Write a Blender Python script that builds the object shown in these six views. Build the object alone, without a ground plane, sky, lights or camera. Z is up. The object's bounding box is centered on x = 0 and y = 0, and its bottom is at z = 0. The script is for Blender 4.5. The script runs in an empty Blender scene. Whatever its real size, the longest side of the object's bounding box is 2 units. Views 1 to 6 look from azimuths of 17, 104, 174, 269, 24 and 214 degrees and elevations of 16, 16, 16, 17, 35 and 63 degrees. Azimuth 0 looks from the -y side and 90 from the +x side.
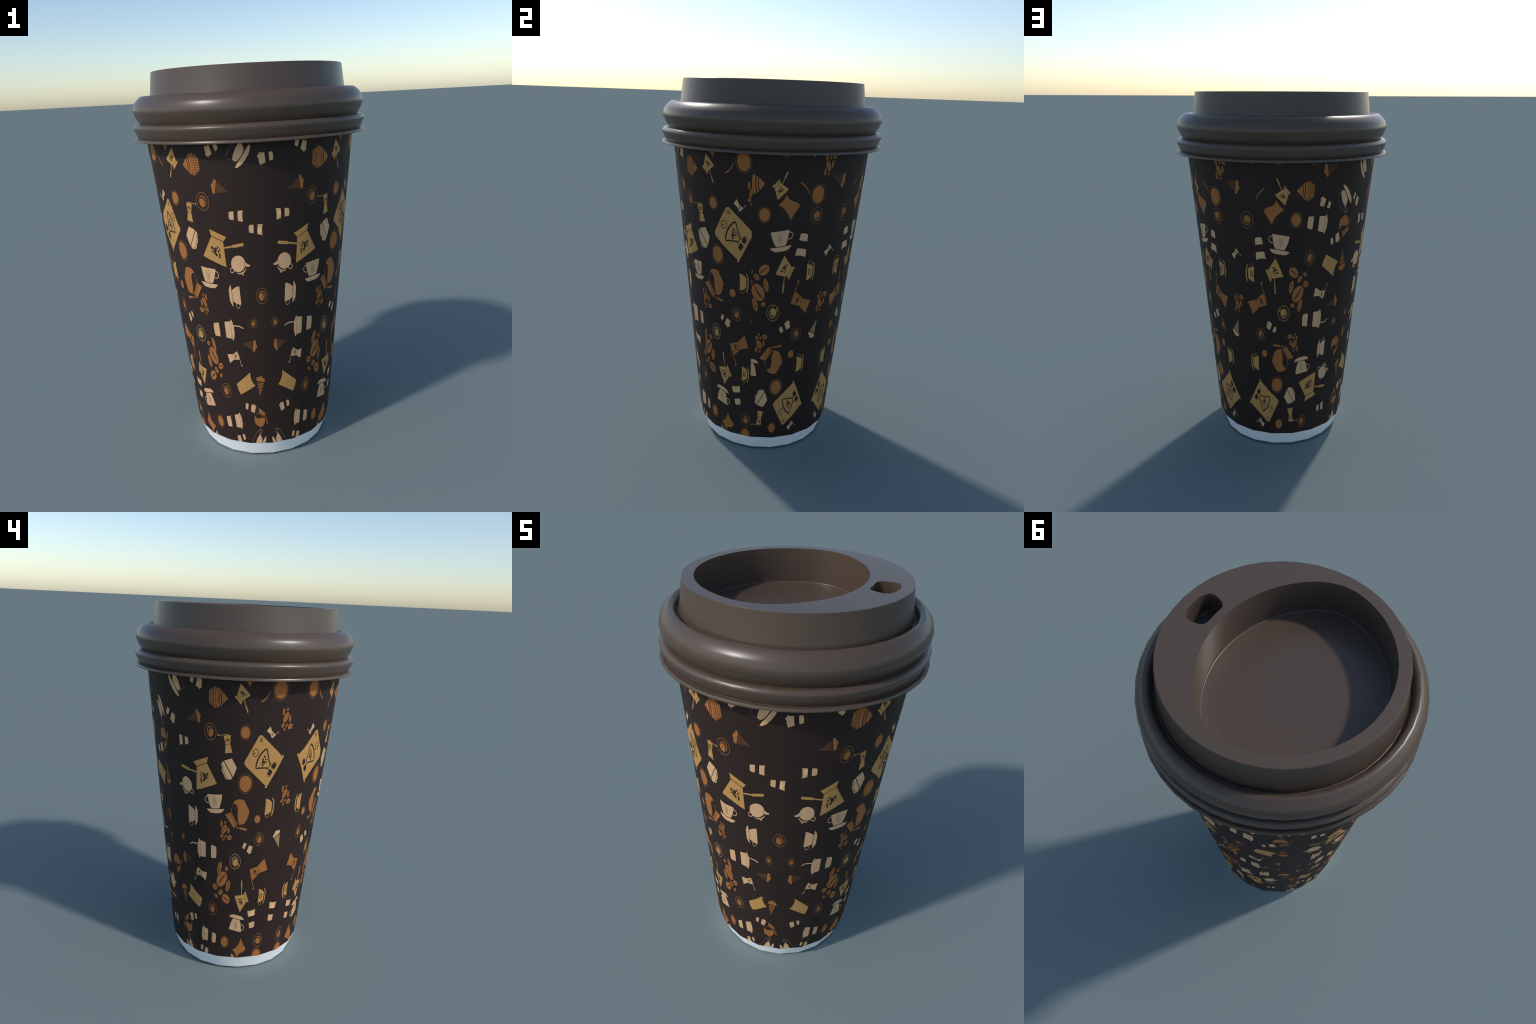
"""Takeaway paper coffee cup: dark printed paper wall with coffee motifs, white foot, brown plastic sip lid."""
import bpy, bmesh, math
from math import sin, cos, pi, radians, degrees, sqrt, hypot
from mathutils import Vector
from mathutils.geometry import delaunay_2d_cdt

# ------------------------------------------------------------------ sizes (metres)
CUP_SIDES, CUP_PHASE = 20, 4.2          # the paper cup is a 20-sided turned shape
LID_SIDES = 40
WALL_FOOT_Z, WALL_FOOT_R, WALL_TOP_Z = 0.091, 0.3785, 1.715
WALL_SLOPE = 0.0926
VIS_TOP = 1.672                         # print stops just above the lid flange
INK = 0.0011                            # thickness of the printed ink


def wall_r(z):
    return WALL_FOOT_R + (z - WALL_FOOT_Z) * WALL_SLOPE


def polar(az, r, z):
    a = radians(az)
    return Vector((r * sin(a), -r * cos(a), z))


def facet_point(az, z, lift):
    """Point on the flat-sided wall at azimuth az (degrees), height z, raised by lift."""
    step = 360 / CUP_SIDES
    d = (az - CUP_PHASE) % step - step / 2
    return polar(az, wall_r(z) * cos(radians(step / 2)) / cos(radians(d)) + lift, z)


# ------------------------------------------------------------------ materials
def srgb(r, g, b):
    f = lambda c: (c / 255 / 12.92) if c <= 10 else ((c / 255 + 0.055) / 1.055) ** 2.4
    return (f(r), f(g), f(b))


def material(name, col, rough, spec=0.5, grain=0.04, scale=60.0, bump=0.0, coat=0.0):
    m = bpy.data.materials.new(name)
    m.use_nodes = True
    nt = m.node_tree
    bsdf = nt.nodes["Principled BSDF"]
    tc = nt.nodes.new("ShaderNodeTexCoord")
    no = nt.nodes.new("ShaderNodeTexNoise")
    no.inputs["Scale"].default_value = scale
    no.inputs["Detail"].default_value = 4
    nt.links.new(tc.outputs["Object"], no.inputs["Vector"])
    ramp = nt.nodes.new("ShaderNodeValToRGB")
    ramp.color_ramp.elements[0].position, ramp.color_ramp.elements[1].position = 0.3, 0.7
    ramp.color_ramp.elements[0].color = (*[c * (1 - grain) for c in col], 1)
    ramp.color_ramp.elements[1].color = (*[min(1, c * (1 + grain)) for c in col], 1)
    nt.links.new(no.outputs["Fac"], ramp.inputs["Fac"])
    nt.links.new(ramp.outputs["Color"], bsdf.inputs["Base Color"])
    bsdf.inputs["Roughness"].default_value = rough
    bsdf.inputs["Specular IOR Level"].default_value = spec
    bsdf.inputs["Coat Weight"].default_value = coat
    if bump:
        bp = nt.nodes.new("ShaderNodeBump")
        bp.inputs["Strength"].default_value = bump
        bp.inputs["Distance"].default_value = 0.002
        nt.links.new(no.outputs["Fac"], bp.inputs["Height"])
        nt.links.new(bp.outputs["Normal"], bsdf.inputs["Normal"])
    return m


PAPER_SPEC, PAPER_ROUGH = 0.25, 0.62
M_PLASTIC = material("lid_brown_plastic", (0.090, 0.061, 0.042), 0.33, 0.5, 0.02, 40)
M_PAPER = material("dark_printed_paper", (0.0292, 0.0166, 0.0130), PAPER_ROUGH, PAPER_SPEC, 0.04, 90)
M_SEAL = material("grey_seal_paper", (0.90, 0.88, 0.84), 0.6, 0.3, 0.02, 80)
M_WHITE = material("white_paper", (0.94, 0.94, 0.94), 0.7, 0.3, 0.01, 80)
INKS = {
    "C": material("cream_ink", (0.680, 0.410, 0.218), PAPER_ROUGH, PAPER_SPEC, 0.02, 120),
    "G": material("gold_ink", (0.520, 0.275, 0.086), PAPER_ROUGH, PAPER_SPEC, 0.02, 120),
    "O": material("caramel_ink", (0.380, 0.142, 0.038), PAPER_ROUGH, PAPER_SPEC, 0.02, 120),
    "D": material("dark_ink", (0.0292, 0.0166, 0.0130), PAPER_ROUGH, PAPER_SPEC, 0.04, 90),
    "F": material("faint_ink", (0.060, 0.036, 0.028), PAPER_ROUGH, PAPER_SPEC, 0.02, 120),
    "M": material("brown_ink", (0.150, 0.066, 0.028), PAPER_ROUGH, PAPER_SPEC, 0.02, 120),
    "L": material("copper_line_ink", (0.240, 0.104, 0.039), PAPER_ROUGH, PAPER_SPEC, 0.02, 120),
    "H": material("pale_gold_line_ink", (0.330, 0.200, 0.075), PAPER_ROUGH, PAPER_SPEC, 0.02, 120),
    "T": material("tan_ink", (0.345, 0.215, 0.128), PAPER_ROUGH, PAPER_SPEC, 0.02, 120),
}
INK_KEYS = list(INKS)

# ------------------------------------------------------------------ objects
ROOT = bpy.data.objects.new("takeaway_coffee_cup", None)
ROOT["label"] = "tall dark paper coffee cup with coffee-motif print and brown sip lid"
ROOT["category"] = "coffee cup"
bpy.context.scene.collection.objects.link(ROOT)


def add_object(name, bm_or_mesh, mats, parent, sharp=38):
    if isinstance(bm_or_mesh, bmesh.types.BMesh):
        me = bpy.data.meshes.new(name)
        bm_or_mesh.to_mesh(me)
        bm_or_mesh.free()
    else:
        me = bm_or_mesh
    for m in mats:
        me.materials.append(m)
    if sharp is not None:
        me.shade_smooth()
        me.set_sharp_from_angle(angle=radians(sharp))
    ob = bpy.data.objects.new(name, me)
    bpy.context.scene.collection.objects.link(ob)
    ob.parent = parent
    return ob


def turned(profile, sides, phase, closed=False):
    """Lathe a list of (radius, z) points into a bmesh."""
    bm = bmesh.new()
    rings = []
    for r, z in profile:
        if r < 1e-6:
            rings.append([bm.verts.new((0, 0, z))])
        else:
            rings.append([bm.verts.new(polar(phase + 360 * k / sides, r, z)) for k in range(sides)])
    pairs = list(zip(rings, rings[1:])) + ([(rings[-1], rings[0])] if closed else [])
    for a, b in pairs:
        for k in range(sides):
            n = (k + 1) % sides
            if len(a) == 1:
                bm.faces.new((a[0], b[n], b[k]))
            elif len(b) == 1:
                bm.faces.new((a[k], a[n], b[0]))
            else:
                bm.faces.new((a[k], a[n], b[n], b[k]))
    bmesh.ops.recalc_face_normals(bm, faces=bm.faces)
    return bm


# ------------------------------------------------------------------ paper cup
wall = add_object("paper_wall", turned(
    [(WALL_FOOT_R - 0.012, WALL_FOOT_Z + 0.004), (WALL_FOOT_R, WALL_FOOT_Z), (wall_r(WALL_TOP_Z), WALL_TOP_Z),
     (wall_r(WALL_TOP_Z) - 0.008, WALL_TOP_Z + 0.004), (wall_r(WALL_TOP_Z) - 0.010, WALL_TOP_Z - 0.006)],
    CUP_SIDES, CUP_PHASE), [M_PAPER], ROOT, 30)
wall.data.transform(__import__("mathutils").Matrix.Identity(4))

add_object("white_foot", turned(
    [(WALL_FOOT_R - 0.0008, WALL_FOOT_Z - 0.0008), (0.3480, 0.0090), (0.3400, 0.0080), (0.270, 0.0), (0.0, 0.0)],
    CUP_SIDES, CUP_PHASE), [M_WHITE], ROOT, 30)
add_object("inner_lining", turned(
    [(wall_r(WALL_TOP_Z) - 0.011, WALL_TOP_Z - 0.006), (WALL_FOOT_R - 0.016, 0.10), (0.0, 0.10)],
    CUP_SIDES, CUP_PHASE), [M_WHITE], ROOT, 30)

# ------------------------------------------------------------------ lid
DOME_TOP, DOME_R, GROOVE_R, GROOVE_Z = 2.0, 0.4757, 0.4968, 1.858
WELL_Z, HOLE_Z = 1.842, 1.909
collar = turned([
    (GROOVE_R, GROOVE_Z), (GROOVE_R + 0.004, GROOVE_Z - 0.001), (0.5062, 1.865), (0.5105, 1.876), (0.5180, 1.8848), (0.5290, 1.8887),
    (0.5375, 1.8868), (0.5460, 1.8810), (0.5575, 1.8705), (0.5668, 1.8590), (0.5732, 1.8490), (0.5773, 1.8300), (0.5800, 1.8170),
    (0.5765, 1.8050), (0.5660, 1.7820), (0.5560, 1.7640), (0.5510, 1.7565), (0.5570, 1.7560), (0.5690, 1.7570), (0.5770, 1.7525),
    (0.5835, 1.7440), (0.5848, 1.7390), (0.5815, 1.7270), (0.5730, 1.7050), (0.5640, 1.6880), (0.5660, 1.6868),
    (0.5750, 1.6895), (0.5828, 1.6875), (0.5874, 1.6803), (0.5872, 1.6762), (0.5828, 1.6745), (0.5600, 1.6800),
    (0.5500, 1.6850), (0.5500, 1.7400), (0.5400, 1.7600), (0.5400, 1.8300), (0.5200, 1.8500), (GROOVE_R - 0.004, 1.8500)],
    LID_SIDES, 0, closed=True)
lid = add_object("lid", collar, [M_PLASTIC], ROOT, 42)


def smin(a, b, k):
    h = max(k - abs(a - b), 0) / k
    return min(a, b) - h * h * k / 4


def well_outline(cx, big_r, n=48, small_r=0.4245, inset=0.0):
    """Round recess whose +x side is flattened by a larger arc, leaving room for the sip hole."""
    pts = []
    for i in range(n):
        f = 2 * pi * i / n
        arc = cx * cos(f) + sqrt(big_r ** 2 - (cx * sin(f)) ** 2)
        r = smin(small_r, arc, 0.043) - inset
        pts.append((r * cos(f), r * sin(f)))
    return pts


def hole_outline(inset=0.0):
    """Sip opening: a bowed bar with a bulging outer side and a nearly straight inner side."""
    ctrl = [(0.427, 0.001), (0.4215, 0.043), (0.408, 0.073), (0.384, 0.0805), (0.364, 0.077), (0.346, 0.0735), (0.332, 0.068), (0.323, 0.056),
            (0.3195, 0.040), (0.3205, 0.018), (0.322, 0.0), (0.3215, -0.017), (0.3205, -0.034), (0.323, -0.053), (0.338, -0.067),
            (0.364, -0.076), (0.386, -0.079), (0.406, -0.0715), (0.4215, -0.042)]
    cx, cy = 0.37, 0.0
    return [(cx + (x - cx) * (1 - inset / 0.06), cy + (y - cy) * (1 - inset / 0.07)) for x, y in ctrl]


def ring_at(bm, pts, z):
    return [bm.verts.new((x, y, z)) for x, y in pts]


def bridge(bm, a, b, flip=False):
    for k in range(len(a)):
        n = (k + 1) % len(a)
        bm.faces.new((a[n], a[k], b[k], b[n]) if flip else (a[k], a[n], b[n], b[k]))


EDGE = 0.0020
WELL_TOP = well_outline(-0.183, 0.4705)
HOLE_TOP = hole_outline()

# dome: outer side + flat top pierced by recess and sip hole
bm = bmesh.new()
outer = lambda r, z: [bm.verts.new(polar(360 * k / LID_SIDES, r, z)) for k in range(LID_SIDES)]
r0 = outer(GROOVE_R, GROOVE_Z)
r1 = outer(DOME_R + 0.115 * (DOME_TOP - 1.90), 1.90)
r2 = outer(DOME_R, DOME_TOP - EDGE)
for a, b in ((r0, r1), (r1, r2)):
    bridge(bm, a, b)
rim = [(DOME_R - EDGE) * Vector((sin(2 * pi * k / LID_SIDES), -cos(2 * pi * k / LID_SIDES))) for k in range(LID_SIDES)]
flat, edges = [], []
for loop in (rim, [Vector(p) for p in WELL_TOP], [Vector(p) for p in HOLE_TOP]):
    s = len(flat)
    flat += [Vector((p[0], p[1])) for p in loop]
    edges += [(s + k, s + (k + 1) % len(loop)) for k in range(len(loop))]


def inside(p, loop):
    hit = False
    for k in range(len(loop)):
        (x1, y1), (x2, y2) = loop[k - 1], loop[k]
        if (y1 > p[1]) != (y2 > p[1]) and p[0] < (x2 - x1) * (p[1] - y1) / (y2 - y1) + x1:
            hit = not hit
    return hit


vs, _, fs, *_ = delaunay_2d_cdt(flat, edges, [], 0, 1e-6)
top_v = [bm.verts.new((v[0], v[1], DOME_TOP)) for v in vs]
for f in fs:
    c = sum((vs[i] for i in f), Vector((0, 0))) / len(f)
    if not inside(c, WELL_TOP) and not inside(c, HOLE_TOP) and inside(c, [tuple(p) for p in rim]):
        fc = bm.faces.new([top_v[i] for i in f])
        fc.normal_update()
        if fc.normal.z < 0:
            fc.normal_flip()
bridge(bm, r2, top_v[:LID_SIDES])
add_object("lid_dome", bm, [M_PLASTIC], lid, 28)

# drinking-side recess
bm = bmesh.new()
w0 = ring_at(bm, WELL_TOP, DOME_TOP)
w1a = ring_at(bm, well_outline(-0.1977, 0.4770), WELL_Z + 0.012)
w1 = ring_at(bm, well_outline(-0.1985, 0.4775), WELL_Z + 0.004)
w2 = ring_at(bm, well_outline(-0.1985, 0.4775, inset=0.0012), WELL_Z + 0.0012)
w3 = ring_at(bm, well_outline(-0.1985, 0.4775, inset=0.0045), WELL_Z)
w4 = ring_at(bm, well_outline(-0.1985, 0.4775, inset=0.10), WELL_Z)
for a, b in ((w0, w1a), (w1a, w1), (w1, w2), (w2, w3), (w3, w4)):
    bridge(bm, a, b, True)
bm.faces.new(w4)
bmesh.ops.recalc_face_normals(bm, faces=bm.faces)
if sum(f.normal.z for f in bm.faces) < 0:
    bmesh.ops.reverse_faces(bm, faces=bm.faces)
add_object("lid_recess", bm, [M_PLASTIC], lid, 50)

# sip hole sleeve and the paper disc that closes the cup under it
bm = bmesh.new()
h0 = ring_at(bm, HOLE_TOP, DOME_TOP)
h1 = ring_at(bm, HOLE_TOP, HOLE_Z)
bridge(bm, h0, h1, True)
add_object("sip_hole", bm, [M_PLASTIC], lid, 45)
bm = bmesh.new()
bm.faces.new([bm.verts.new(polar(18 * k, 0.49, 1.805)) for k in range(20)])
bmesh.ops.triangulate(bm, faces=bm.faces[:])
add_object("paper_seal", bm, [M_SEAL], lid, 45)


# ------------------------------------------------------------------ print: flat shapes in a motif's own frame
class Art:
    """Collects (ink, layer, polygon) in local coordinates; +y is the motif's axis."""

    def __init__(self):
        self.parts = []

    def poly(self, ink, pts, layer=0):
        self.parts.append((ink, layer, list(pts)))

    def ell(self, ink, cx, cy, rx, ry=None, rot=0, layer=0, n=22):
        ry = rx if ry is None else ry
        c, s = cos(radians(rot)), sin(radians(rot))
        self.poly(ink, [(cx + rx * cos(t) * c - ry * sin(t) * s, cy + rx * cos(t) * s + ry * sin(t) * c)
                        for t in (2 * pi * k / n for k in range(n))], layer)

    def stroke(self, ink, pts, w, layer=0, closed=False):
        n = len(pts)
        ws = w if isinstance(w, (list, tuple)) else [w] * n
        lft, rgt = [], []
        for k in range(n):
            p, q = (pts[k - 1], pts[(k + 1) % n]) if closed else (pts[max(k - 1, 0)], pts[min(k + 1, n - 1)])
            d = hypot(q[0] - p[0], q[1] - p[1]) or 1
            nx, ny = -(q[1] - p[1]) / d, (q[0] - p[0]) / d
            h = ws[k] / 2
            lft.append((pts[k][0] + nx * h, pts[k][1] + ny * h))
            rgt.append((pts[k][0] - nx * h, pts[k][1] - ny * h))
        for k in range(n if closed else n - 1):
            m = (k + 1) % n
            self.poly(ink, [rgt[k], rgt[m], lft[m], lft[k]], layer)

    def ring(self, ink, cx, cy, r, w, layer=0, n=36, ry=None):
        ry = ry or r
        self.stroke(ink, [(cx + r * cos(2 * pi * k / n), cy + ry * sin(2 * pi * k / n)) for k in range(n)], w, layer, True)

    def beans(self, ink, items, cx=0, cy=0, k=1.0, layer=0, slit=None):
        """Coffee beans: (x, y, length, width, angle); slit = ink of the crease."""
        for x, y, L, W, a in items:
            x, y, L, W = cx + x * k, cy + y * k, L * k, W * k
            self.ell(ink, x, y, L / 2, W / 2, a, layer, 20)
            if slit:
                c, s = cos(radians(a)), sin(radians(a))
                pts = [(x + c * t * L / 2 - s * o * W, y + s * t * L / 2 + c * o * W)
                       for t, o in ((-0.88, -0.02), (-0.45, 0.012), (0.05, 0.02), (0.5, 0.0), (0.93, -0.02))]
                self.stroke(slit, pts, [0.02 * W, 0.085 * W, 0.11 * W, 0.095 * W, 0.03 * W], layer + 1)


BEANS_BIG = [(-.020, .068, .078, .034, 72), (.040, .066, .032, .025, 160), (0, 0, .108, .077, 48), (-.062, -.052, .046, .036, 157),
             (.054, -.040, .074, .034, 75), (-.011, -.083, .044, .029, 38), (-.052, -.108, .032, .021, 148), (.038, -.122, .076, .054, 152)]
BEANS_SMALL = [(-.022, .029, .037, .018, 90), (.007, .039, .018, .013, 35), (0, 0, .060, .032, 55), (.033, -.007, .037, .018, 92),
               (-.019, -.039, .027, .020, 38), (.010, -.040, .023, .014, 60), (-.004, -.060, .018, .013, 35), (.042, -.047, .039, .028, 15)]
MARK = [(-.06, .52, .10, .06, 85), (.20, .42, .13, .10, 4), (.05, .38, .25, .14, 111), (-.17, .48, .08, .05, 79), (-.12, .40, .10, .06, 100),
        (-.03, .26, .14, .10, 20), (-.20, .27, .20, .08, 80), (.19, .30, .08, .05, 72)]


def cezve(steam=True):
    a = Art()
    a.poly("G", [(-.58, .0), (-.3, -.02), (.3, -.02), (.60, .0), (.30, .79), (-.29, .79)])
    a.poly("G", [(-.295, .815), (.305, .815), (.42, 1.0), (-.41, 1.0)])
    a.stroke("F", [(-.38, 1.0), (-.2, 1.035), (.1, 1.045), (.3, 1.03), (.39, 1.0)], .012)
    a.stroke("G", [(-.37, .61), (-.77, .80)], .055)
    a.stroke("G", [(-.75, .79), (-1.21, .99)], .105)
    a.beans("D", MARK, layer=1)
    a.beans("M", [(.05, .38, .17, .012, 111)], layer=2)
    if steam:
        for x in (-.12, 0, .12):
            a.stroke("F", [(x, 1.10), (x + .02, 1.18), (x - .01, 1.28), (x + .01, 1.38)], .022)
    return a


def teapot():
    a = Art()
    a.ell("C", -.07, .46, .60, .50, 0, 0, 32)
    a.poly("C", [(.49, .38), (.62, .52), (.76, .62), (.92, .67), (.84, .76), (.72, .76), (.50, .70), (.40, .62)])
    arc = lambda k, t: (-.02 + .60 * k * cos(radians(t)), .47 + .50 * k * sin(radians(t)))
    a.poly("C", [arc(1.12, t) for t in range(32, 121, 8)] + [arc(1.12 + .20 * sin(radians((t - 32) * 2.05)), t) for t in range(120, 31, -8)])
    a.ell("C", .17, 1.13, .07, .09)
    a.stroke("C", [(-.62, .62), (-.76, .66), (-.84, .78), (-.80, .90), (-.68, .94), (-.48, .86)], .06)
    return a


def handle(a, ink, w=.05):
    a.stroke(ink, [(-.74, .85), (-.90, .83), (-1.03, .74), (-1.08, .61), (-1.02, .48), (-.88, .39), (-.68, .38)], w)


def cup_and_saucer():
    a = Art()
    a.poly("C", [(-.40, 0), (.40, 0), (.52, .2), (.62, .45), (.71, .75), (.76, 1.0), (-.79, 1.0), (-.74, .75), (-.65, .45), (-.55, .2)])
    a.poly("C", [(-.92, -.05), (.92, -.05), (.84, -.15), (.66, -.28), (.44, -.35), (-.45, -.35), (-.68, -.28), (-.85, -.15)])
    handle(a, "C", .06)
    for x in (-.14, 0, .14):
        a.stroke("T", [(x, .18), (x + .018, .38), (x - .012, .58), (x + .01, .84)], [.012, .042, .042, .012], 1)
    return a


def cup_side():
    a = Art()
    a.poly("C", [(-.78, 1), (.78, 1), (.76, .75), (.69, .5), (.58, .25), (.45, .05), (-.45, .05), (-.58, .25), (-.69, .5), (-.76, .75)])
    a.poly("C", [(-.93, .0), (.93, .0), (.80, -.15), (.45, -.35), (-.45, -.35), (-.80, -.15)])
    handle(a, "C")
    return a


def gold_cup(square):
    a = Art()
    a.poly("G", [(-.80, 1.0), (-.4, .97), (.4, .97), (.80, 1.06), (.77, .75), (.66, .42), (.45, .13), (-.43, .10), (-.63, .36), (-.75, .7)])
    a.poly("G", [(.94, .15), (.68, -.09), (.38, -.21), (-.38, -.21), (-.68, -.12), (-.93, .05), (-.84, .12), (-.6, .01), (-.36, -.05), (.36, -.05), (.62, .03), (.85, .20)])
    handle(a, "G", .045)
    if square:
        a.stroke("D", [(-.19, .47), (.19, .47), (.23, .52), (.23, .70), (.19, .75), (-.19, .75), (-.23, .70), (-.23, .52)], .075, 1, True)
    else:
        for x in (-.19, 0, .19):
            a.stroke("F", [(x, 1.15), (x + .04, 1.3), (x - .03, 1.48), (x + .02, 1.66)], .035)
    return a


def carafe():
    a = Art()
    a.poly("O", [(-.32, 0), (.31, 0), (.42, .10), (.52, .23), (.59, .40), (.60, .54), (.54, .72), (.44, .86), (.30, .98), (-.32, 1.0), (-.44, .92), (-.54, .78), (-.61, .62), (-.60, .48), (-.5, .24)])
    a.poly("D", [(.57, .64), (.45, .53), (.32, .50), (.19, .54), (.07, .63), (-.10, .76), (-.28, .85), (-.44, .87), (-.30, .96), (.27, .955), (.42, .84), (.52, .72)], 1)
    a.poly("O", [(.30, 1.0), (.44, 1.37), (-.42, 1.26), (-.33, 1.02)])
    a.stroke("M", [(.31, 1.10), (-.34, 1.09)], .02, 1)
    a.stroke("O", [(-.33, 1.03), (-.50, 1.09), (-.66, .91)], .055)
    a.stroke("O", [(-.64, .93), (-.95, .62)], .105)
    return a


def grinder(ink, up=False):
    a = Art()
    a.poly(ink, [(-.30, 0), (.30, 0), (.28, .03), (.175, .485), (-.175, .485), (-.28, .03)])
    a.poly("M" if ink != "C" else "T", [(-.175, .485), (.175, .485), (.175, .525), (-.175, .525)])
    a.poly(ink, [(-.175, .525), (.175, .525), (.27, 1.0), (-.27, 1.0)])
    a.beans("D", MARK, 0, .52, .60, 1)
    a.stroke(ink, [(.06, 1.0), (.06, 1.05), (-.66, 1.06)], .035)
    a.ell(ink, -.67, 1.10, .05, .055)
    return a


def cone(ink, n=9, duty=.55):
    a = Art()
    dim = "M" if ink == "O" else "T"
    a.poly(ink, [(-.27, .77), (.27, .77), (.31, .84), (.30, .92), (.22, .97), (.12, .97), (.07, 1.03), (-.02, 1.06), (-.10, 1.02), (-.15, .96), (-.24, .95), (-.31, .89), (-.31, .82)])
    for k in range(n):
        y0 = .06 + .68 * k / n
        y1 = y0 + .68 / n * duty
        a.poly(dim if n > 10 else ink, [(-.27 * y0 / .77, y0), (.27 * y0 / .77, y0), (.27 * y1 / .77, y1), (-.27 * y1 / .77, y1)])
    a.poly(ink, [(-.018, .05), (0, 0), (.018, .05)])
    return a


def paper_tumbler():
    a = Art()
    a.poly("G", [(-.23, 0), (0, -.03), (.23, 0), (.30, 1.0), (.16, .93), (0, .91), (-.16, .93), (-.30, 1.0)])
    a.stroke("F", [(-.29, 1.0), (-.15, 1.07), (.15, 1.07), (.29, 1.0)], .012)
    return a


def pouch():
    a = Art()
    a.poly("O", [(.62, -.02), (.57, -.12), (.42, -.15), (.25, -.10), (.05, .0), (-.14, .11), (-.32, .16), (-.50, .14), (-.66, .06), (-.62, .5), (-.69, .96), (-.35, .86), (0, .83), (.35, .88), (.69, 1.01), (.61, .5)])
    a.stroke("M", [(-.69, .96), (-.35, 1.04), (.35, 1.09), (.69, 1.01)], .018)
    return a


def muffin():
    a = Art()
    a.poly("C", [(-.57, 0), (.57, 0), (1.0, .97), (-1.05, .97)])
    a.stroke("D", [(-1.02 + .17 * k, 1.02 + .03 * (k % 2)) for k in range(13)], .05, 1)
    a.poly("C", [(-1.0, 1.06), (.97, 1.06), (1.03, 1.22), (.97, 1.42), (.78, 1.56), (.62, 1.60), (.48, 1.76), (.22, 1.86), (-.04, 1.80), (-.2, 1.86), (-.44, 1.92), (-.68, 1.84), (-.82, 1.64), (-.98, 1.52), (-1.06, 1.28)])
    a.stroke("D", [(.78, 1.30), (.62, 1.46), (.44, 1.58), (.22, 1.70), (0, 1.64), (-.3, 1.76), (-.55, 1.72), (-.74, 1.55)], .045, 1)
    return a


def croissant():
    a = Art()
    sag = lambda y, w: [(w, y), (.6 * w, y + .045), (0, y + .06), (-.6 * w, y + .045), (-w, y)]
    a.poly("O", [(0, 0)] + sag(.27, .235))
    def band(y0, y1, w0, w1):
        a.poly("O", sag(y0, w0) + sag(y1, w1)[::-1])
    band(.31, .39, .265, .315)
    band(.43, .55, .335, .385)
    for k, (y, w) in enumerate(((.60, .40), (.68, .415), (.77, .36), (.86, .31), (.95, .26))):
        a.poly("O", [(-w, y), (w, y), (w, y + .055), (-w, y + .055)])
        for j in range(-4, 5):
            if k and abs(j * .085) < w - .03:
                a.poly("O", [(j * .085 - .018, y - .05), (j * .085 + .018, y - .05), (j * .085 + .018, y), (j * .085 - .018, y)])
    return a


def coffee_machine():
    a = Art()
    r = .085
    def corner(cx, cy, a0):
        return [(cx + r * cos(radians(a0 + t)), cy + r * sin(radians(a0 + t))) for t in (0, 22, 45, 68, 90)]
    a.poly("G", corner(-.34, .085, 180) + corner(.34, .085, 270) + [(.425, .90), (.40, .945), (-.40, .945), (-.425, .90)])
    a.poly("G", [(-.455, .94), (.455, .94), (.475, .965), (.455, 1.0), (-.455, 1.0), (-.475, .965)])
    a.ring("D", .0, .155, .088, .016, 1)
    a.stroke("D", [(0, .155), (.055, .118)], .020, 1)
    a.ring("D", -.325, .118, .038, .014, 1)
    a.stroke("D", [(-.34, .125), (-.31, .105)], .012, 1)
    a.stroke("D", [(.24, .37), (.12, .325), (0, .312), (-.12, .325), (-.24, .37), (-.275, .41)], [.036, .042, .042, .042, .042, .036], 1)
    a.stroke("D", [(-.275, .405), (-.22, .475), (-.06, .705)], .032, 1)
    a.stroke("D", [(.24, .365), (.275, .41), (.22, .475), (.06, .705)], .032, 1)
    a.stroke("D", [(-.095, .70), (-.06, .725), (.06, .725), (.095, .70)], .02, 1)
    a.stroke("D", [(-.06, .72), (-.075, .78)], .02, 1)
    a.stroke("D", [(.06, .72), (.075, .78)], .02, 1)
    for x in (-.095, .095):
        a.poly("D", [(x - .07, .79), (x + .07, .79), (x + .07, .89), (x + .05, .915), (x - .05, .915), (x - .07, .89)], 1)
    a.stroke("D", [(-.165, .81), (-.20, .83), (-.20, .87), (-.165, .89)], .014, 1)
    a.stroke("D", [(.165, .81), (.20, .83), (.20, .87), (.165, .89)], .014, 1)
    a.beans("D", MARK, 0, .335, .48, 1)
    return a


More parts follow.
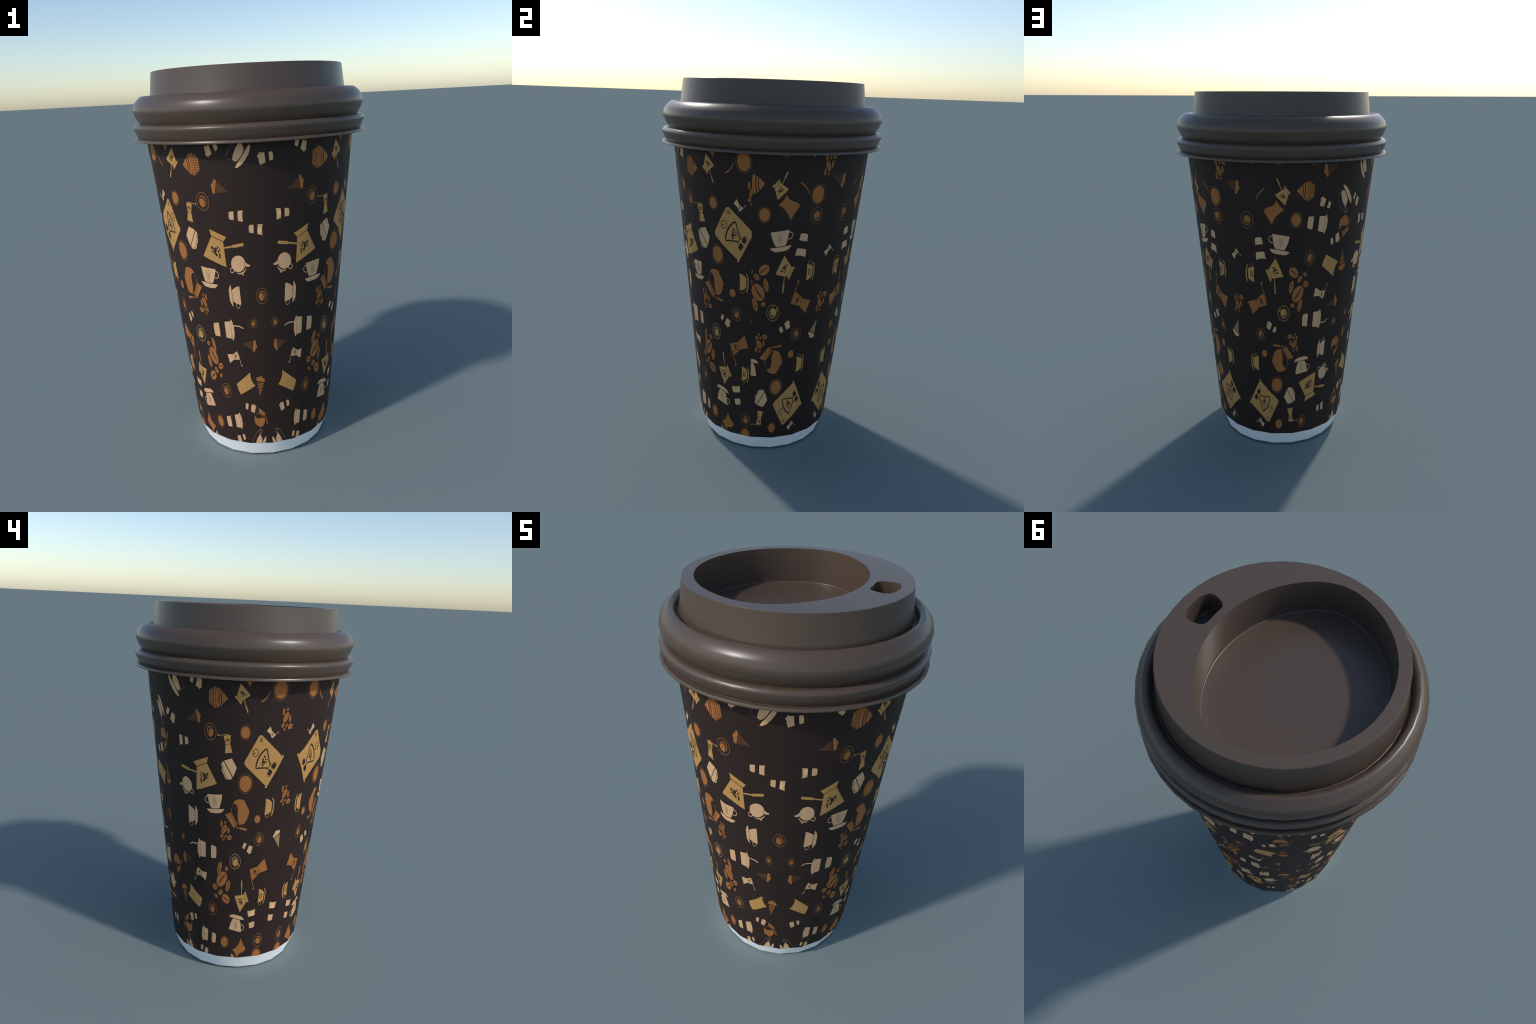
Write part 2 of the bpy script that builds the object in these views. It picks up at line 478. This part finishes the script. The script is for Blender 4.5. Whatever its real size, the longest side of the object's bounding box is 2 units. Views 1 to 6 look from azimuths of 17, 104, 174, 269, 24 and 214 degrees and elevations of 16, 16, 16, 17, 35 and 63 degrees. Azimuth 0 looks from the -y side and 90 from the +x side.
def to_go(kind):
    """Takeaway tumbler seen as two blocks either side of a dark sleeve band."""
    a = Art()
    lo, up = {"plain": (.33, .63), "open": (.30, .65)}.get(kind, (.26, .555))
    wide = lambda y: .20 + .095 * y
    a.poly("C", [(-wide(0), .02), (-.1, -.01), (.1, -.01), (wide(0), .02), (wide(lo), lo), (.1, lo + .01), (-.1, lo + .01), (-wide(lo), lo)])
    if kind in ("plain", "open"):
        sag = .05 if kind == "plain" else .06
        a.poly("C", [(-wide(up), up), (.1, up - .02), (.1, up - .02), (wide(up), up)] +
               [((wide(1) + .005) * cos(radians(t)), 1 - sag * sin(radians(t))) for t in range(0, 181, 18)])
        if kind == "open":
            a.stroke("F", [(-.29, 1.0), (-.15, 1.05), (.15, 1.05), (.29, 1.0)], .014)
        return a
    a.poly("C", [(-wide(up), up), (wide(up), up), (wide(.84), .84), (-wide(.84), .84)])
    a.poly("T", [(-wide(.84), .84), (wide(.84), .84), (wide(.86), .86), (-wide(.86), .86)])
    a.poly("C", [(-.33, .86), (.33, .86), (.33, .90), (.25, .94), (.12, .985), (-.12, .985), (-.25, .94), (-.33, .90)])
    if kind == "knob":
        a.poly("C", [(.06, .97), (.22, .94), (.21, 1.02), (.13, 1.05), (.07, 1.03)])
    if kind == "straw":
        a.stroke("C", [(.14, .96), (.13, 1.27), (.05, 1.42)], .038)
    return a


def ring_cup(ink):
    a = Art()
    dim = "L" if ink == "O" else "H"
    a.ring(dim, 0, 0, .955, .085)
    n = 32
    out = [(-.02 + .60 * cos(2 * pi * k / n), .04 + .62 * sin(2 * pi * k / n)) for k in range(n)]
    inn = [(.05 + .50 * cos(2 * pi * k / n), -.03 + .52 * sin(2 * pi * k / n)) for k in range(n)]
    for k in range(n):
        m = (k + 1) % n
        a.poly(dim, [out[k], out[m], inn[m], inn[k]])
    a.ell(ink, .10, -.10, .42, .47, -20, 1, 28)
    a.stroke(dim, [(.08, -.56), (.12, -.93)], .07)
    if ink == "G":
        a.ell(dim, .68, -.22, .12, .16)
        a.ell(dim, .72, -.52, .10, .12)
    return a


def biscuit(halo=True):
    a = Art()
    a.ell("M", 0, 0, .835, None, 0, 0, 36)
    a.ell("O", 0, 0, .78, None, 0, 1, 36)
    if halo:
        a.ring("L", 0, 0, .97, .05)
    return a


def cinnamon_stick():
    a = Art()
    a.stroke("O", [(0, 0), (.05, .2), (.085, .4), (.09, .6), (.06, .8), (0, 1.0)], [.085, .095, .09, .08, .07, .06])
    a.ell("O", 0, 0, .043)
    return a


def glass_cup():
    a = Art()
    a.poly("C", [(.04, -.03), (-.04, .05), (-.11, .21), (-.155, .45), (-.15, .72), (-.10, .90), (-.02, 1.0), (.03, .97), (.03, .67), (.04, .38), (.06, .10)])
    a.poly("C", [(.09, .28), (.12, .18), (.22, .12), (.31, .13), (.37, .29), (.41, .49), (.41, .67), (.37, .84), (.17, .77), (.075, .67), (.07, .46)])
    a.stroke("T", [(.30, .09), (.46, .03), (.60, .04), (.61, .45), (.60, .89), (.50, .88), (.40, .82)], .012)
    a.stroke("T", [(.41, .80), (.34, .90), (.33, 1.0), (.40, 1.08), (.48, 1.05), (.52, .92)], .035)
    return a


def bean_cluster(items):
    a = Art()
    a.beans("O", items, slit="D")
    return a


ART = {
    "cezve": cezve(), "cezve_plain": cezve(False), "teapot": teapot(), "cup_and_saucer": cup_and_saucer(), "cup_side": cup_side(),
    "gold_cup": gold_cup(False), "gold_cup_square": gold_cup(True), "carafe": carafe(), "grinder_cream": grinder("C"),
    "grinder_gold": grinder("G"), "grinder_caramel": grinder("O"), "cone_fine": cone("O", 12, .62), "cone_bold": cone("O", 9, .55),
    "cone_cream": cone("C", 9, .5), "tumbler": paper_tumbler(), "pouch": pouch(), "muffin": muffin(), "croissant": croissant(),
    "machine": coffee_machine(), "to_go_plain": to_go("plain"), "to_go_open": to_go("open"), "to_go_lid": to_go("lid"),
    "to_go_knob": to_go("knob"), "to_go_straw": to_go("straw"), "ring": ring_cup("O"), "ring_gold": ring_cup("G"), "biscuit": biscuit(),
    "biscuit_small": biscuit(False), "stick": cinnamon_stick(), "glass": glass_cup(), "beans_big": bean_cluster(BEANS_BIG), "beans_small": bean_cluster(BEANS_SMALL),
}
KIND = {"cezve": "coffee_pot", "cezve_plain": "coffee_pot", "gold_cup": "gold_cup", "gold_cup_square": "gold_cup", "cup_side": "cup",
        "grinder_cream": "grinder", "grinder_gold": "grinder", "grinder_caramel": "grinder", "cone_fine": "ice_cream_cone", "cone_bold": "ice_cream_cone",
        "cone_cream": "ice_cream_cone", "machine": "coffee_machine", "to_go_plain": "paper_tumbler", "to_go_open": "paper_tumbler",
        "to_go_lid": "paper_tumbler", "to_go_knob": "paper_tumbler", "to_go_straw": "paper_tumbler", "tumbler": "gold_tumbler", "ring": "cup_from_above",
        "ring_gold": "cup_from_above", "biscuit_small": "biscuit", "stick": "cinnamon_stick", "glass": "glass_cup",
        "beans_big": "coffee_beans", "beans_small": "coffee_beans"}

# ------------------------------------------------------------------ print: repeat, mirrored round the wall
# A repeat is 0.95 wide and 1.535 high in pattern units (height in metres, width squeezed to 83 degrees per unit).
# Strips: (knots along the repeat, azimuths there, upside down?)
W = 0.95
STRIPS = {
    "a": ((0, 1), (222.3, 301.0), False),
    "b": ((0, 1), (379.8, 301.0), False),
    "c": ((0, .39, .643, .769, .868, .99), (379.8, 410.2, 430.9, 442.0, 450.4, 460.0), False),
    "d": ((.461, .6, .658, .769, .795, .868, 1), (97.0, 108.8, 113.7, 123.3, 125.6, 131.7, 142.3), True),
    "e": ((0, .093, .39, .6, .658, .769, .795, .868, 1), (222.1, 214.8, 191.8, 175.3, 170.2, 161.4, 159.2, 153.1, 142.3), True),
}
SEAM_C, SEAM_D, FLIP, PERIOD = 360 + 94.4, 94.4, 1.577, 1.535

# (art, x, z, turn in degrees, size, strips)  -- x, z is the foot of the motif's axis
EVERY = "abcde"
PLACES = [
    ("cezve", .330, 1.121, 17, .148, EVERY), ("cezve_plain", .599, .450, -62, .097, EVERY), ("cezve_plain", .595, 1.627, 140, .071, EVERY),
    ("teapot", .161, 1.152, 173, .082, EVERY), ("cup_and_saucer", .401, 1.010, 4, .076, EVERY), ("cup_and_saucer", .597, .350, 172, .077, EVERY),
    ("cup_side", .227, .949, 87, .062, EVERY), ("gold_cup", .840, 1.023, 88, .057, EVERY), ("gold_cup_square", .845, .490, 86, .054, EVERY),
    ("carafe", .639, 1.037, 127, .120, EVERY), ("carafe", .099, .201, 26, .080, "abe"), ("carafe", .050, .914, 26, .080, "e"),
    ("grinder_caramel", .833, .689, 116, .137, EVERY), ("grinder_gold", .496, 1.311, 8, .090, EVERY), ("grinder_cream", .312, .598, 75, .091, EVERY),
    ("grinder_cream", .760, 1.439, -135, .056, EVERY), ("grinder_cream", .940, .409, -132, .058, "d"),
    ("cone_fine", .188, 1.458, -75, .108, "ABC"), ("cone_fine", .190, -.077, -75, .110, "DE"), ("cone_fine", .179, .691, 99, .108, EVERY), ("cone_fine", .921, .010, -76, .113, "D"),
    ("cone_cream", .944, .777, 25, .109, "acd"), ("cone_bold", .066, .381, 8, .118, "abe"),
    ("tumbler", .250, .422, 64, .147, EVERY), ("pouch", .663, .123, 42, .080, "ABCDE"), ("pouch", .663, 1.672, 42, .080, "ABC"), ("muffin", .537, 1.261, 128, .0525, EVERY),
    ("croissant", .487, 1.579, 87, .124, EVERY), ("machine", .653, 1.338, -125, .221, EVERY), ("stick", .700, 1.570, -46, .077, EVERY),
    ("to_go_straw", .408, .757, 88, .173, EVERY), ("to_go_lid", .400, .209, 83, .155, EVERY), ("to_go_knob", .627, .813, -118, .081, EVERY),
    ("to_go_knob", .198, .327, 105, .088, EVERY), ("to_go_knob", .233, .129, -110, .083, EVERY), ("to_go_knob", .094, 1.610, 97, .089, "C"),
    ("to_go_knob", -.002, 1.485, -123, .087, "A"), ("to_go_plain", .196, 1.349, 93, .090, EVERY), ("to_go_plain", -.074, 1.283, -94, .090, "C"),
    ("to_go_open", .751, .289, 8, .122, EVERY), ("to_go_open", .939, .314, -6, .126, "ac"),
    ("ring", .368, 1.412, 0, .0440, EVERY), ("ring", .368, .404, 0, .0435, EVERY), ("ring", .755, .842, -10, .0390, EVERY), ("ring", .826, .200, -85, .0455, EVERY),
    ("ring", .083, .802, -10, .0280, EVERY), ("ring", .009, .946, 10, .0430, "B"), ("ring_gold", .566, .711, -10, .0470, EVERY),
    ("biscuit", .621, 1.155, 0, .0545, EVERY), ("biscuit", .820, 1.630, 0, .0540, "abcd"), ("biscuit", .605, 1.419, 0, .0375, EVERY),
    ("biscuit", .487, .194, 0, .0420, EVERY), ("biscuit_small", .728, .958, 0, .0285, EVERY),
    ("glass", .118, .029, 40, .135, "ABCDE"), ("glass", .128, 1.563, 41, .132, "AB"),
    ("beans_big", .456, .599, 0, 1, EVERY), ("beans_small", .472, .897, 0, 1, EVERY), ("beans_small", .876, 1.493, 0, 1, "AC"), ("beans_small", .876, -.041, 0, 1, "D"),
    ("beans_small", .938, 1.088, 0, 1, "A"), ("beans_small", .950, .682, 0, 1, "D"),
]


def strip_az(strip, x):
    ts, azs, _ = STRIPS[strip]
    t = x / W
    k = 0
    while k < len(ts) - 2 and t > ts[k + 1]:
        k += 1
    return azs[k] + (azs[k + 1] - azs[k]) * (t - ts[k]) / (ts[k + 1] - ts[k])


def print_motif(art_name, x0, z0, turn, size, strip, dz):
    up = STRIPS[strip][2]
    c, s = cos(radians(turn)), sin(radians(turn))

    def place(p):
        x = x0 + size * (p[0] * c - p[1] * s)
        z = z0 + dz + size * (p[0] * s + p[1] * c)
        return strip_az(strip, x), (FLIP - z if up else z)

    parts = [(ink, layer, [place(p) for p in pts]) for ink, layer, pts in ART[art_name].parts]
    zs = [q[1] for _, _, pts in parts for q in pts]
    if max(zs) < WALL_FOOT_Z + .002 or min(zs) > VIS_TOP - .002:
        return
    verts, faces, mats, normals = [], [], [], []
    step = 360 / CUP_SIDES
    for ink, layer, pts in parts:
        bm = bmesh.new()
        try:
            bm.faces.new([bm.verts.new((q[0] / 83, q[1], 0)) for q in pts])
        except ValueError:
            bm.free()
            continue
        if len(pts) > 4:
            bmesh.ops.triangulate(bm, faces=bm.faces[:])
        geom = lambda: bm.verts[:] + bm.edges[:] + bm.faces[:]
        cut = lambda co, no: bmesh.ops.bisect_plane(bm, geom=geom(), plane_co=co, plane_no=no, clear_outer=True)
        if min(q[1] for q in pts) < WALL_FOOT_Z + .001:
            cut((0, WALL_FOOT_Z + .001, 0), (0, -1, 0))
        if max(q[1] for q in pts) > VIS_TOP:
            cut((0, VIS_TOP, 0), (0, 1, 0))
        azs = [q[0] for q in pts]
        if strip == "c" and max(azs) > SEAM_C:
            cut((SEAM_C / 83, 0, 0), (1, 0, 0))
        if strip == "d" and min(azs) < SEAM_D:
            cut((SEAM_D / 83, 0, 0), (-1, 0, 0))
        k = math.ceil((min(azs) - CUP_PHASE) / step)
        while CUP_PHASE + k * step < max(azs):
            bmesh.ops.bisect_plane(bm, geom=geom(), plane_co=((CUP_PHASE + k * step) / 83, 0, 0), plane_no=(1, 0, 0))
            k += 1
        base = len(verts)
        bm.verts.index_update()
        for v in bm.verts:
            az, z = v.co.x * 83, v.co.y
            verts.append(facet_point(az, z, INK * (1 + .55 * layer)))
            normals.append((polar(az, 1, -WALL_SLOPE)).normalized())
        for f in bm.faces:
            idx = [base + v.index for v in f.verts]
            n = (verts[idx[1]] - verts[idx[0]]).cross(verts[idx[2]] - verts[idx[0]])
            if n.dot(normals[idx[0]]) < 0:
                idx.reverse()
            faces.append(idx)
            mats.append(ink)
        bm.free()
    if not faces:
        return
    name = "printed_" + KIND.get(art_name, art_name)
    me = bpy.data.meshes.new(name)
    me.from_pydata(verts, [], faces)
    used = [k for k in INK_KEYS if k in mats]
    for k in used:
        me.materials.append(INKS[k])
    for p, m in zip(me.polygons, mats):
        p.material_index = used.index(m)
    me.shade_smooth()
    me.normals_split_custom_set_from_vertices(normals)
    ob = bpy.data.objects.new(name, me)
    bpy.context.scene.collection.objects.link(ob)
    ob.parent = wall


for art_name, x, z, turn, size, strips in PLACES:
    for key in strips:
        # lower-case strips carry the vertical repeat, capitals only the one copy
        for dz in ((0, PERIOD, -PERIOD) if key.islower() else (0,)):
            print_motif(art_name, x, z, turn, size, key.lower(), dz)
print("objects", len(bpy.data.objects), "tris", sum(len(p.vertices) - 2 for m in bpy.data.meshes for p in m.polygons))
